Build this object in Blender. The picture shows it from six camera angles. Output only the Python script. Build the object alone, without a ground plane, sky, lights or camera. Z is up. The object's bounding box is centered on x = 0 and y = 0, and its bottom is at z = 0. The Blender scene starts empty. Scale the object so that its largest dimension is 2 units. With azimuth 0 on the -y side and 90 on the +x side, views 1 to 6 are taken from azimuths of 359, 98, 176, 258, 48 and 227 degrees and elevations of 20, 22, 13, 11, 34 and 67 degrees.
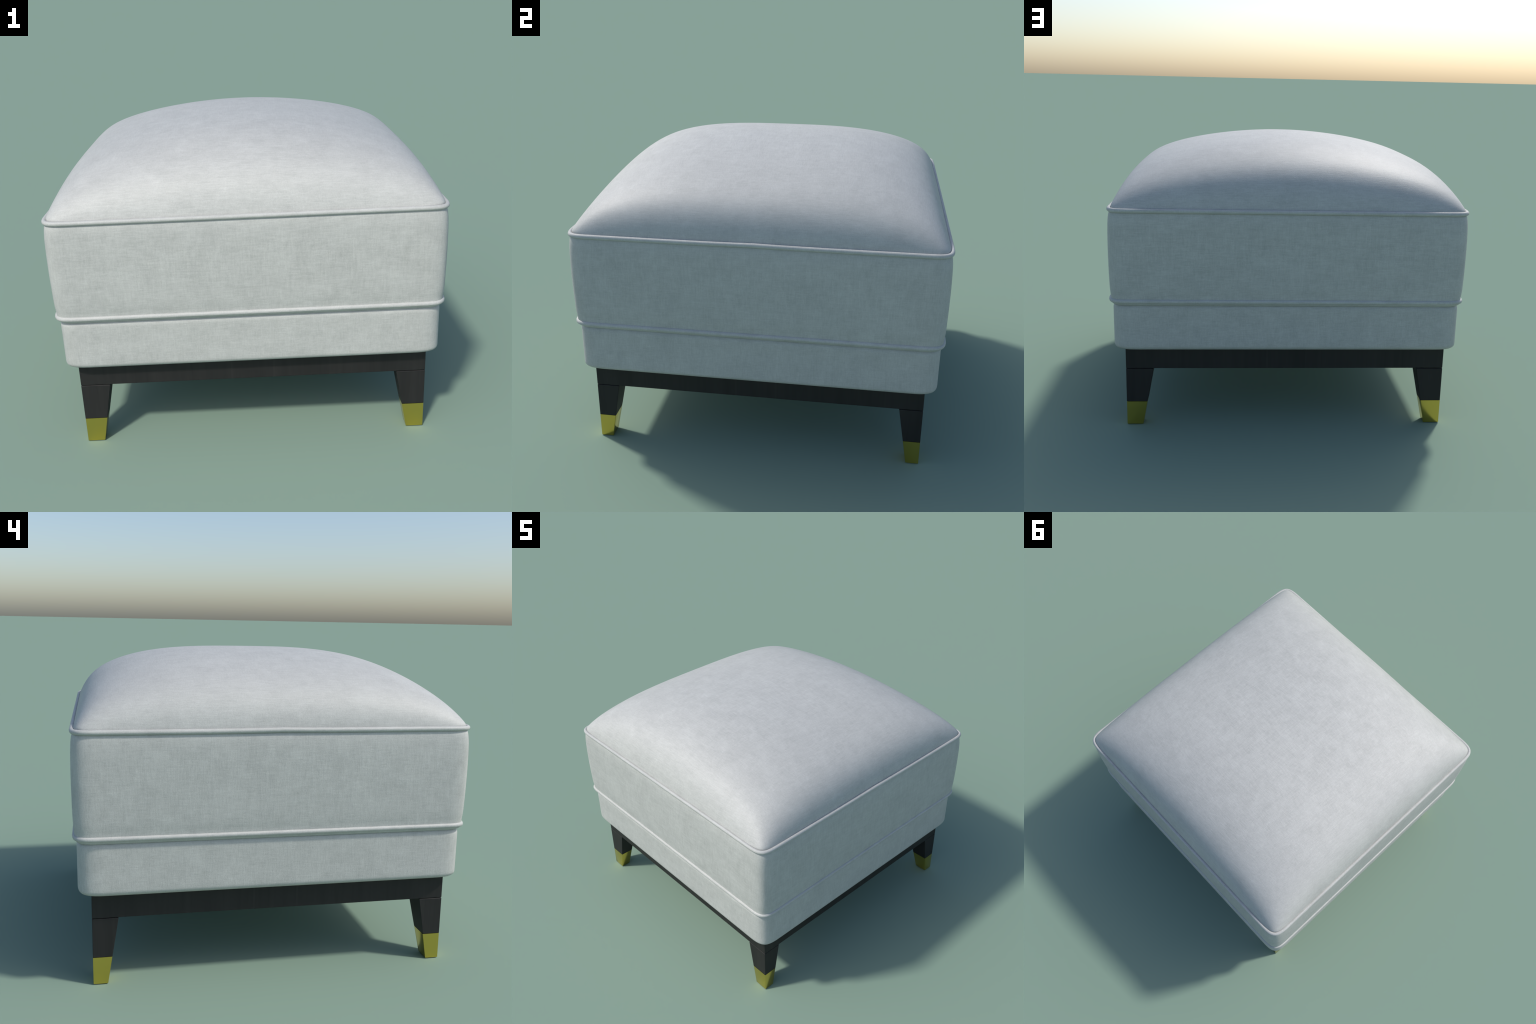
"""Square upholstered ottoman: domed seat cushion, boxed side panel, two runs of
piping, a base band, a dark wooden frame and four tapered legs with brass caps."""
import bpy, bmesh, math
from mathutils import Vector

# ------------------------------------------------------------------ dimensions
SEAM_Z, RISE, DOME_HALF = 1.2775, 0.3536, 0.9812      # domed cushion
PX, QX, PY, QY = 1.688, 0.3624, 3.040, 0.4581          # crown profile exponents
PIPE_TOP_Z, PIPE_TOP_R = 1.2680, 0.0122
PIPE_LOW_Z, PIPE_LOW_R = 0.7632, 0.0125
BAND_HALF, BAND_TOP, BAND_BOTTOM = 0.9805, 0.7405, 0.473
FRAME_HALF, FRAME_BOTTOM = 0.9165, 0.3445
LEG_TOP, CAP_TOP = 0.342, 0.141
CORNER_L, CORNER_K = 0.115, 0.83                        # soft corner in plan
BAND_CORNER = 0.130
RIM_P, RIM_M, RIM_E = 30.0, 25.0, 0.40                  # rim plan exponent and roll-off

# ------------------------------------------------------------------ node helpers
def nodes_of(mat):
    mat.use_nodes = True
    nt = mat.node_tree
    nt.nodes.clear()
    out = nt.nodes.new("ShaderNodeOutputMaterial")
    bsdf = nt.nodes.new("ShaderNodeBsdfPrincipled")
    nt.links.new(bsdf.outputs[0], out.inputs[0])
    return nt, bsdf

def math_node(nt, op, a, b=None, c=None):
    n = nt.nodes.new("ShaderNodeMath"); n.operation = op
    for i, v in enumerate((a, b, c)):
        if v is None: continue
        if isinstance(v, (int, float)): n.inputs[i].default_value = v
        else: nt.links.new(v, n.inputs[i])
    return n.outputs[0]

def noise(nt, coord, scale_vec, scale, detail=2.0, rough=0.5, dist=0.0, loc=(0, 0, 0)):
    mp = nt.nodes.new("ShaderNodeMapping")
    mp.inputs["Scale"].default_value = scale_vec
    mp.inputs["Location"].default_value = loc
    nt.links.new(coord, mp.inputs["Vector"])
    n = nt.nodes.new("ShaderNodeTexNoise")
    n.inputs["Scale"].default_value = scale
    n.inputs["Detail"].default_value = detail
    n.inputs["Roughness"].default_value = rough
    n.inputs["Distortion"].default_value = dist
    nt.links.new(mp.outputs[0], n.inputs["Vector"])
    return n.outputs["Fac"]

def centred(nt, fac, amount):
    return math_node(nt, 'MULTIPLY', math_node(nt, 'SUBTRACT', fac, 0.5), amount)

def fabric_material():
    mat = bpy.data.materials.new("linen_fabric")
    nt, bsdf = nodes_of(mat)
    co = nt.nodes.new("ShaderNodeTexCoord").outputs["Object"]
    geo = nt.nodes.new("ShaderNodeNewGeometry")
    sep = nt.nodes.new("ShaderNodeSeparateXYZ")
    nt.links.new(geo.outputs["Normal"], sep.inputs[0])
    total = None
    # threads: noise drawn out along each axis, faded where that axis runs into the cloth
    for axis, amt in ((0, 0.38), (1, 0.30), (2, 0.34)):
        thin = [1.0, 1.0, 1.0]; thin[axis] = 0.12
        wide = [1.0, 1.0, 1.0]; wide[axis] = 0.30
        fine = noise(nt, co, thin, 150, 3.0, 0.70, 0.0, (axis * 3.1, axis * 1.7, 0.4))
        slub = noise(nt, co, wide, 30, 3.0, 0.60, 0.2, (axis * 5.3, 2.2, axis * 0.9))
        s = math_node(nt, 'ADD', centred(nt, fine, amt), centred(nt, slub, amt * 0.48))
        w = math_node(nt, 'SUBTRACT', 1.0, math_node(nt, 'ABSOLUTE', sep.outputs[axis]))
        s = math_node(nt, 'MULTIPLY', s, w)
        total = s if total is None else math_node(nt, 'ADD', total, s)
    blotch = noise(nt, co, (1, 1, 1), 7.0, 6.0, 0.70, 0.3, (4.2, 1.1, 7.7))
    speck = noise(nt, co, (1, 1, 1), 240, 2.0, 0.6)
    total = math_node(nt, 'ADD', total, centred(nt, blotch, 0.29))
    tex = math_node(nt, 'ADD', total, centred(nt, speck, 0.30))
    bright = math_node(nt, 'ADD', tex, 1.0)
    mul = nt.nodes.new("ShaderNodeMix"); mul.data_type = 'RGBA'; mul.blend_type = 'MULTIPLY'
    mul.inputs["Factor"].default_value = 1.0
    mul.inputs["A"].default_value = FABRIC
    comb = nt.nodes.new("ShaderNodeCombineColor")
    for i in range(3): nt.links.new(bright, comb.inputs[i])
    nt.links.new(comb.outputs[0], mul.inputs["B"])
    nt.links.new(mul.outputs["Result"], bsdf.inputs["Base Color"])
    bsdf.inputs["Roughness"].default_value = 0.56
    bsdf.inputs["Specular IOR Level"].default_value = 0.5
    bsdf.inputs["Sheen Weight"].default_value = 0.0
    bsdf.inputs["Sheen Roughness"].default_value = 0.5
    bump = nt.nodes.new("ShaderNodeBump")
    bump.inputs["Strength"].default_value = 0.26
    bump.inputs["Distance"].default_value = 0.006
    nt.links.new(tex, bump.inputs["Height"])
    nt.links.new(bump.outputs[0], bsdf.inputs["Normal"])
    return mat

def wood_material():
    mat = bpy.data.materials.new("dark_stained_wood")
    nt, bsdf = nodes_of(mat)
    co = nt.nodes.new("ShaderNodeTexCoord").outputs["Object"]
    grain = noise(nt, co, (1, 1, 0.06), 34, 4.0, 0.6, 0.6)
    bands = noise(nt, co, (1, 1, 0.15), 4.5, 3.0, 0.6, 0.8, (2.0, 5.0, 1.0))
    f = math_node(nt, 'ADD', math_node(nt, 'MULTIPLY', grain, 0.5), math_node(nt, 'MULTIPLY', bands, 0.5))
    ramp = nt.nodes.new("ShaderNodeValToRGB")
    ramp.color_ramp.elements[0].position = 0.32
    ramp.color_ramp.elements[0].color = (0.0105, 0.0102, 0.0102, 1)
    ramp.color_ramp.elements[1].position = 0.72
    ramp.color_ramp.elements[1].color = (0.0235, 0.0218, 0.0212, 1)
    sep = nt.nodes.new("ShaderNodeSeparateXYZ")
    nt.links.new(co, sep.inputs[0])
    for i in (0, 1):                                 # pale ray fleck either side of each rail's middle
        d = math_node(nt, 'ABSOLUTE', math_node(nt, 'SUBTRACT', math_node(nt, 'ABSOLUTE', sep.outputs[i]), 0.112))
        streak = math_node(nt, 'MAXIMUM', math_node(nt, 'SUBTRACT', 1.0, math_node(nt, 'DIVIDE', d, 0.007)), 0.0)
        f = math_node(nt, 'ADD', f, math_node(nt, 'MULTIPLY', streak, 0.22))
    nt.links.new(f, ramp.inputs[0])
    nt.links.new(ramp.outputs[0], bsdf.inputs["Base Color"])
    bsdf.inputs["Roughness"].default_value = 0.55
    bsdf.inputs["Specular IOR Level"].default_value = 0.35
    bump = nt.nodes.new("ShaderNodeBump")
    bump.inputs["Strength"].default_value = 0.12
    bump.inputs["Distance"].default_value = 0.003
    nt.links.new(grain, bump.inputs["Height"])
    nt.links.new(bump.outputs[0], bsdf.inputs["Normal"])
    return mat

def brass_material():
    mat = bpy.data.materials.new("polished_brass")
    nt, bsdf = nodes_of(mat)
    co = nt.nodes.new("ShaderNodeTexCoord").outputs["Object"]
    haze = noise(nt, co, (1, 1, 1), 18, 3.0, 0.6)
    bsdf.inputs["Base Color"].default_value = (0.74, 0.57, 0.125, 1)
    bsdf.inputs["Metallic"].default_value = 1.0
    nt.links.new(math_node(nt, 'ADD', 0.16, math_node(nt, 'MULTIPLY', haze, 0.06)), bsdf.inputs["Roughness"])
    return mat

FABRIC = (0.452, 0.457, 0.434, 1)

# ------------------------------------------------------------------ geometry helpers
def corner_point(t, length, k):
    """t in 0..1 across a soft 90 degree corner, as offsets back from the sharp corner."""
    p = (Vector((-length, 0)), Vector((-length * (1 - k), 0)),
         Vector((0, -length * (1 - k))), Vector((0, -length)))
    s = 1 - t
    return p[0] * s**3 + p[1] * 3 * s * s * t + p[2] * 3 * s * t * t + p[3] * t**3

def plan_loop(half, length=CORNER_L, k=CORNER_K, n_side=28, n_corner=28):
    """Counter-clockwise soft square of the given half width."""
    pts = []
    quarter = []
    straight = half - length
    for i in range(n_side):                     # right side going up
        quarter.append(Vector((half, -straight + 2 * straight * i / n_side)))
    for i in range(n_corner):
        o = corner_point(1 - i / n_corner, length, k)
        quarter.append(Vector((half + o.x, half + o.y)))
    for q in range(4):
        c, s = math.cos(q * math.pi / 2), math.sin(q * math.pi / 2)
        pts += [Vector((c * p.x - s * p.y, s * p.x + c * p.y)) for p in quarter]
    return pts

def finish(name, bm, mat, parent, smooth=True, bevel=0.0, segs=2):
    bmesh.ops.recalc_face_normals(bm, faces=bm.faces)
    me = bpy.data.meshes.new(name)
    bm.to_mesh(me); bm.free()
    me.materials.append(mat)
    for p in me.polygons: p.use_smooth = smooth
    ob = bpy.data.objects.new(name, me)
    bpy.context.scene.collection.objects.link(ob)
    ob.parent = parent
    if bevel:
        b = ob.modifiers.new("soft_edges", 'BEVEL')
        b.width = bevel; b.segments = segs; b.limit_method = 'ANGLE'
        b.angle_limit = math.radians(30)
        b.harden_normals = True
    return ob

def loft(profile, cap=True):
    """Loft soft-square rings through (half width, height, corner length) stations."""
    bm = bmesh.new()
    rings = []
    for half, z, length in profile:
        rings.append([bm.verts.new((p.x, p.y, z)) for p in plan_loop(half, length)])
    n = len(rings[0])
    for a, b in zip(rings, rings[1:]):
        for i in range(n):
            j = (i + 1) % n
            bm.faces.new((a[i], a[j], b[j], b[i]))
    if cap:
        bm.faces.new(list(reversed(rings[0])))
        bm.faces.new(rings[-1])
    return bm

def piping(half_outer, z0, r, crest=0.0, n_ring=20):
    """Round cord following the soft square; it lifts slightly where its ends meet mid-side."""
    centre = plan_loop(half_outer - r)
    n = len(centre)
    bm = bmesh.new()
    rings = []
    for i, c in enumerate(centre):
        tan = (centre[(i + 1) % n] - centre[i - 1]).normalized()
        out = Vector((tan.y, -tan.x))
        side = max(0.0, abs(c.x) - 0.9) / 0.1
        z = z0 + crest * side * math.exp(-abs(c.y) / 0.22)
        rings.append([bm.verts.new((c.x + out.x * r * math.cos(a), c.y + out.y * r * math.cos(a),
                                    z + r * math.sin(a)))
                      for a in (2 * math.pi * k / n_ring for k in range(n_ring))])
    for i in range(n):
        a, b = rings[i], rings[(i + 1) % n]
        for k in range(n_ring):
            m = (k + 1) % n_ring
            bm.faces.new((a[k], b[k], b[m], a[m]))
    return bm

def smooth_curve(stations, steps):
    """Catmull-Rom through (half, z) stations."""
    out = []
    p = [stations[0]] + list(stations) + [stations[-1]]
    for i in range(1, len(p) - 2):
        for s in range(steps):
            t = s / steps
            out.append(tuple(0.5 * (2 * p[i][d] + (p[i + 1][d] - p[i - 1][d]) * t
                       + (2 * p[i - 1][d] - 5 * p[i][d] + 4 * p[i + 1][d] - p[i + 2][d]) * t * t
                       + (3 * p[i][d] - p[i - 1][d] - 3 * p[i + 1][d] + p[i + 2][d]) * t**3) for d in (0, 1)))
    out.append(tuple(stations[-1]))
    return out

def dome():
    """Crowned cushion top: product of two super-elliptic arcs over a soft square."""
    n = 90
    def spread(s):                                  # crowd grid lines toward the seam
        return math.copysign(1 - (1 - abs(s)) ** 2.6, s)
    def soft(a):                                    # rounds the very top of the arc
        e = 0.05
        return math.sqrt(a * a + e * e) - e * (1 - abs(a))**2
    def crown(x, y, rho):
        gx = max(0.0, 1 - min(1.0, soft(x)) ** PX) ** QX
        gy = max(0.0, 1 - min(1.0, abs(y)) ** PY) ** QY
        return gx * gy * max(0.0, 1 - rho ** RIM_M) ** RIM_E
    bm = bmesh.new()
    grid = []
    for i in range(2 * n + 1):
        row = []
        u = spread(i / n - 1)
        for j in range(2 * n + 1):
            v = spread(j / n - 1)
            rho = max(abs(u), abs(v))                # 0 at the crown, 1 at the seam
            t = min(abs(u), abs(v)) / rho if rho > 1e-6 else 0.0
            pull = (1 + t ** RIM_P) ** (-1 / RIM_P)  # soft-square plan
            x, y = u * pull, v * pull
            row.append(bm.verts.new((x * DOME_HALF, y * DOME_HALF, SEAM_Z + RISE * crown(x, y, rho))))
        grid.append(row)
    m = 2 * n
    for i in range(m):
        for j in range(m):
            bm.faces.new((grid[i][j], grid[i + 1][j], grid[i + 1][j + 1], grid[i][j + 1]))
    # tuck the rim down behind the piping
    rim = [grid[i][0] for i in range(m)] + [grid[m][j] for j in range(m)] + \
          [grid[i][m] for i in range(m, 0, -1)] + [grid[0][j] for j in range(m, 0, -1)]
    low = [bm.verts.new((v.co.x, v.co.y, PIPE_TOP_Z - 0.012)) for v in rim]
    for i in range(len(rim)):
        j = (i + 1) % len(rim)
        bm.faces.new((rim[i], low[i], low[j], rim[j]))
    bm.faces.new(low)
    return bm

def tapered_block(x_in_top, y_in_top, x_in_bot, y_in_bot, z0, z1, half=FRAME_HALF):
    """Block whose two outer faces are plumb and whose two inner faces lean outward to the floor."""
    bm = bmesh.new()
    quads = []
    for z, xi, yi in ((z0, x_in_bot, y_in_bot), (z1, x_in_top, y_in_top)):
        quads.append([bm.verts.new(c) for c in ((xi, yi, z), (half, yi, z), (half, half, z), (xi, half, z))])
    lo, hi = quads
    bm.faces.new(list(reversed(lo))); bm.faces.new(hi)
    for i in range(4):
        j = (i + 1) % 4
        bm.faces.new((lo[i], lo[j], hi[j], hi[i]))
    return bm

# ------------------------------------------------------------------ build
fabric, wood, brass = fabric_material(), wood_material(), brass_material()

ottoman = bpy.data.objects.new("ottoman", None)
bpy.context.scene.collection.objects.link(ottoman)
ottoman["label"] = "square light grey upholstered ottoman with domed top, piping and brass-capped dark legs"
ottoman["category"] = "ottoman footstool"

finish("seat_cushion", dome(), fabric, ottoman)

side = smooth_curve([(0.962, 0.7350), (0.974, 0.7362), (0.9825, 0.7415), (0.9875, 0.751), (0.9893, 0.765),
                     (0.9905, 0.79), (0.9942, 0.84), (0.9970, 0.96), (0.9978, 1.08), (0.9965, 1.17),
                     (0.9935, 1.22), (0.989, 1.248), (0.983, 1.262)], 5)
finish("side_panel", loft([(w, z, CORNER_L) for w, z in side]), fabric, ottoman)

cord = finish("piping", piping(1.0, PIPE_TOP_Z, PIPE_TOP_R, 0.005), fabric, ottoman)
finish("piping", piping(0.9998, PIPE_LOW_Z, PIPE_LOW_R), fabric, ottoman)

band = [(0.955, BAND_TOP, 0.10)]
ROLL_W, ROLL_H = 0.020, 0.032
for k in range(9):                                   # rolled upper edge
    a = math.pi / 2 * k / 8
    band.append((BAND_HALF - ROLL_W + ROLL_W * math.sin(a), BAND_TOP - ROLL_H + ROLL_H * math.cos(a), BAND_CORNER))
for k in range(1, 8):
    band.append((BAND_HALF, BAND_TOP - ROLL_H + (BAND_BOTTOM + 0.03 - BAND_TOP + ROLL_H) * k / 8, BAND_CORNER))
for k in range(9):                                   # rolled lower edge
    a = math.pi / 2 * k / 8
    r = 0.030
    band.append((BAND_HALF - r + r * math.cos(a), BAND_BOTTOM + r - r * math.sin(a), BAND_CORNER))
band.append((0.90, BAND_BOTTOM, 0.10))
finish("base_band", loft(list(reversed(band))), fabric, ottoman)

# wooden frame: one mitred ring of rails under the upholstery
bm = bmesh.new()
inner, top = FRAME_HALF - 0.12, BAND_BOTTOM - 0.001
rings = [[bm.verts.new((sx * h, sy * h, z)) for sx, sy in ((-1, -1), (1, -1), (1, 1), (-1, 1))]
         for h, z in ((FRAME_HALF, FRAME_BOTTOM), (FRAME_HALF, top), (inner, top), (inner, FRAME_BOTTOM))]
for a in range(4):
    r0, r1 = rings[a], rings[(a + 1) % 4]
    for i in range(4):
        j = (i + 1) % 4
        bm.faces.new((r0[i], r0[j], r1[j], r1[i]))
finish("wooden_frame", bm, wood, ottoman, True, 0.003)

# legs: one block each, mirrored into the four corners, with a brass cap and a hidden dowel
def lerp_in(z):
    t = z / LEG_TOP
    return 0.8245 + (0.7620 - 0.8245) * t, 0.8450 + (0.7885 - 0.8450) * t

for sx, sy in ((-1, -1), (1, -1), (1, 1), (-1, 1)):
    xt, yt = lerp_in(LEG_TOP); xc, yc = lerp_in(CAP_TOP); x0, y0 = lerp_in(0)
    bm = tapered_block(xt, yt, xc, yc, CAP_TOP, LEG_TOP)
    dowel = tapered_block(0.80, 0.80, 0.80, 0.80, LEG_TOP - 0.002, FRAME_BOTTOM + 0.01, 0.90)
    me = bpy.data.meshes.new("tmp"); dowel.to_mesh(me); dowel.free(); bm.from_mesh(me)
    bpy.data.meshes.remove(me)
    for v in bm.verts: v.co.x *= sx; v.co.y *= sy
    leg = finish("leg", bm, wood, ottoman, True, 0.0025)
    bm = tapered_block(xc, yc, x0, y0, 0.0, CAP_TOP - 0.0004, FRAME_HALF)
    for v in bm.verts: v.co.x *= sx; v.co.y *= sy
    bmesh.ops.bevel(bm, geom=[e for e in bm.edges if min(v.co.z for v in e.verts) < 0.01],
                    offset=0.0035, segments=3, profile=0.5, affect='EDGES')
    cap = finish("metal_cap", bm, brass, leg)
    cap.data.set_sharp_from_angle(angle=math.radians(25))
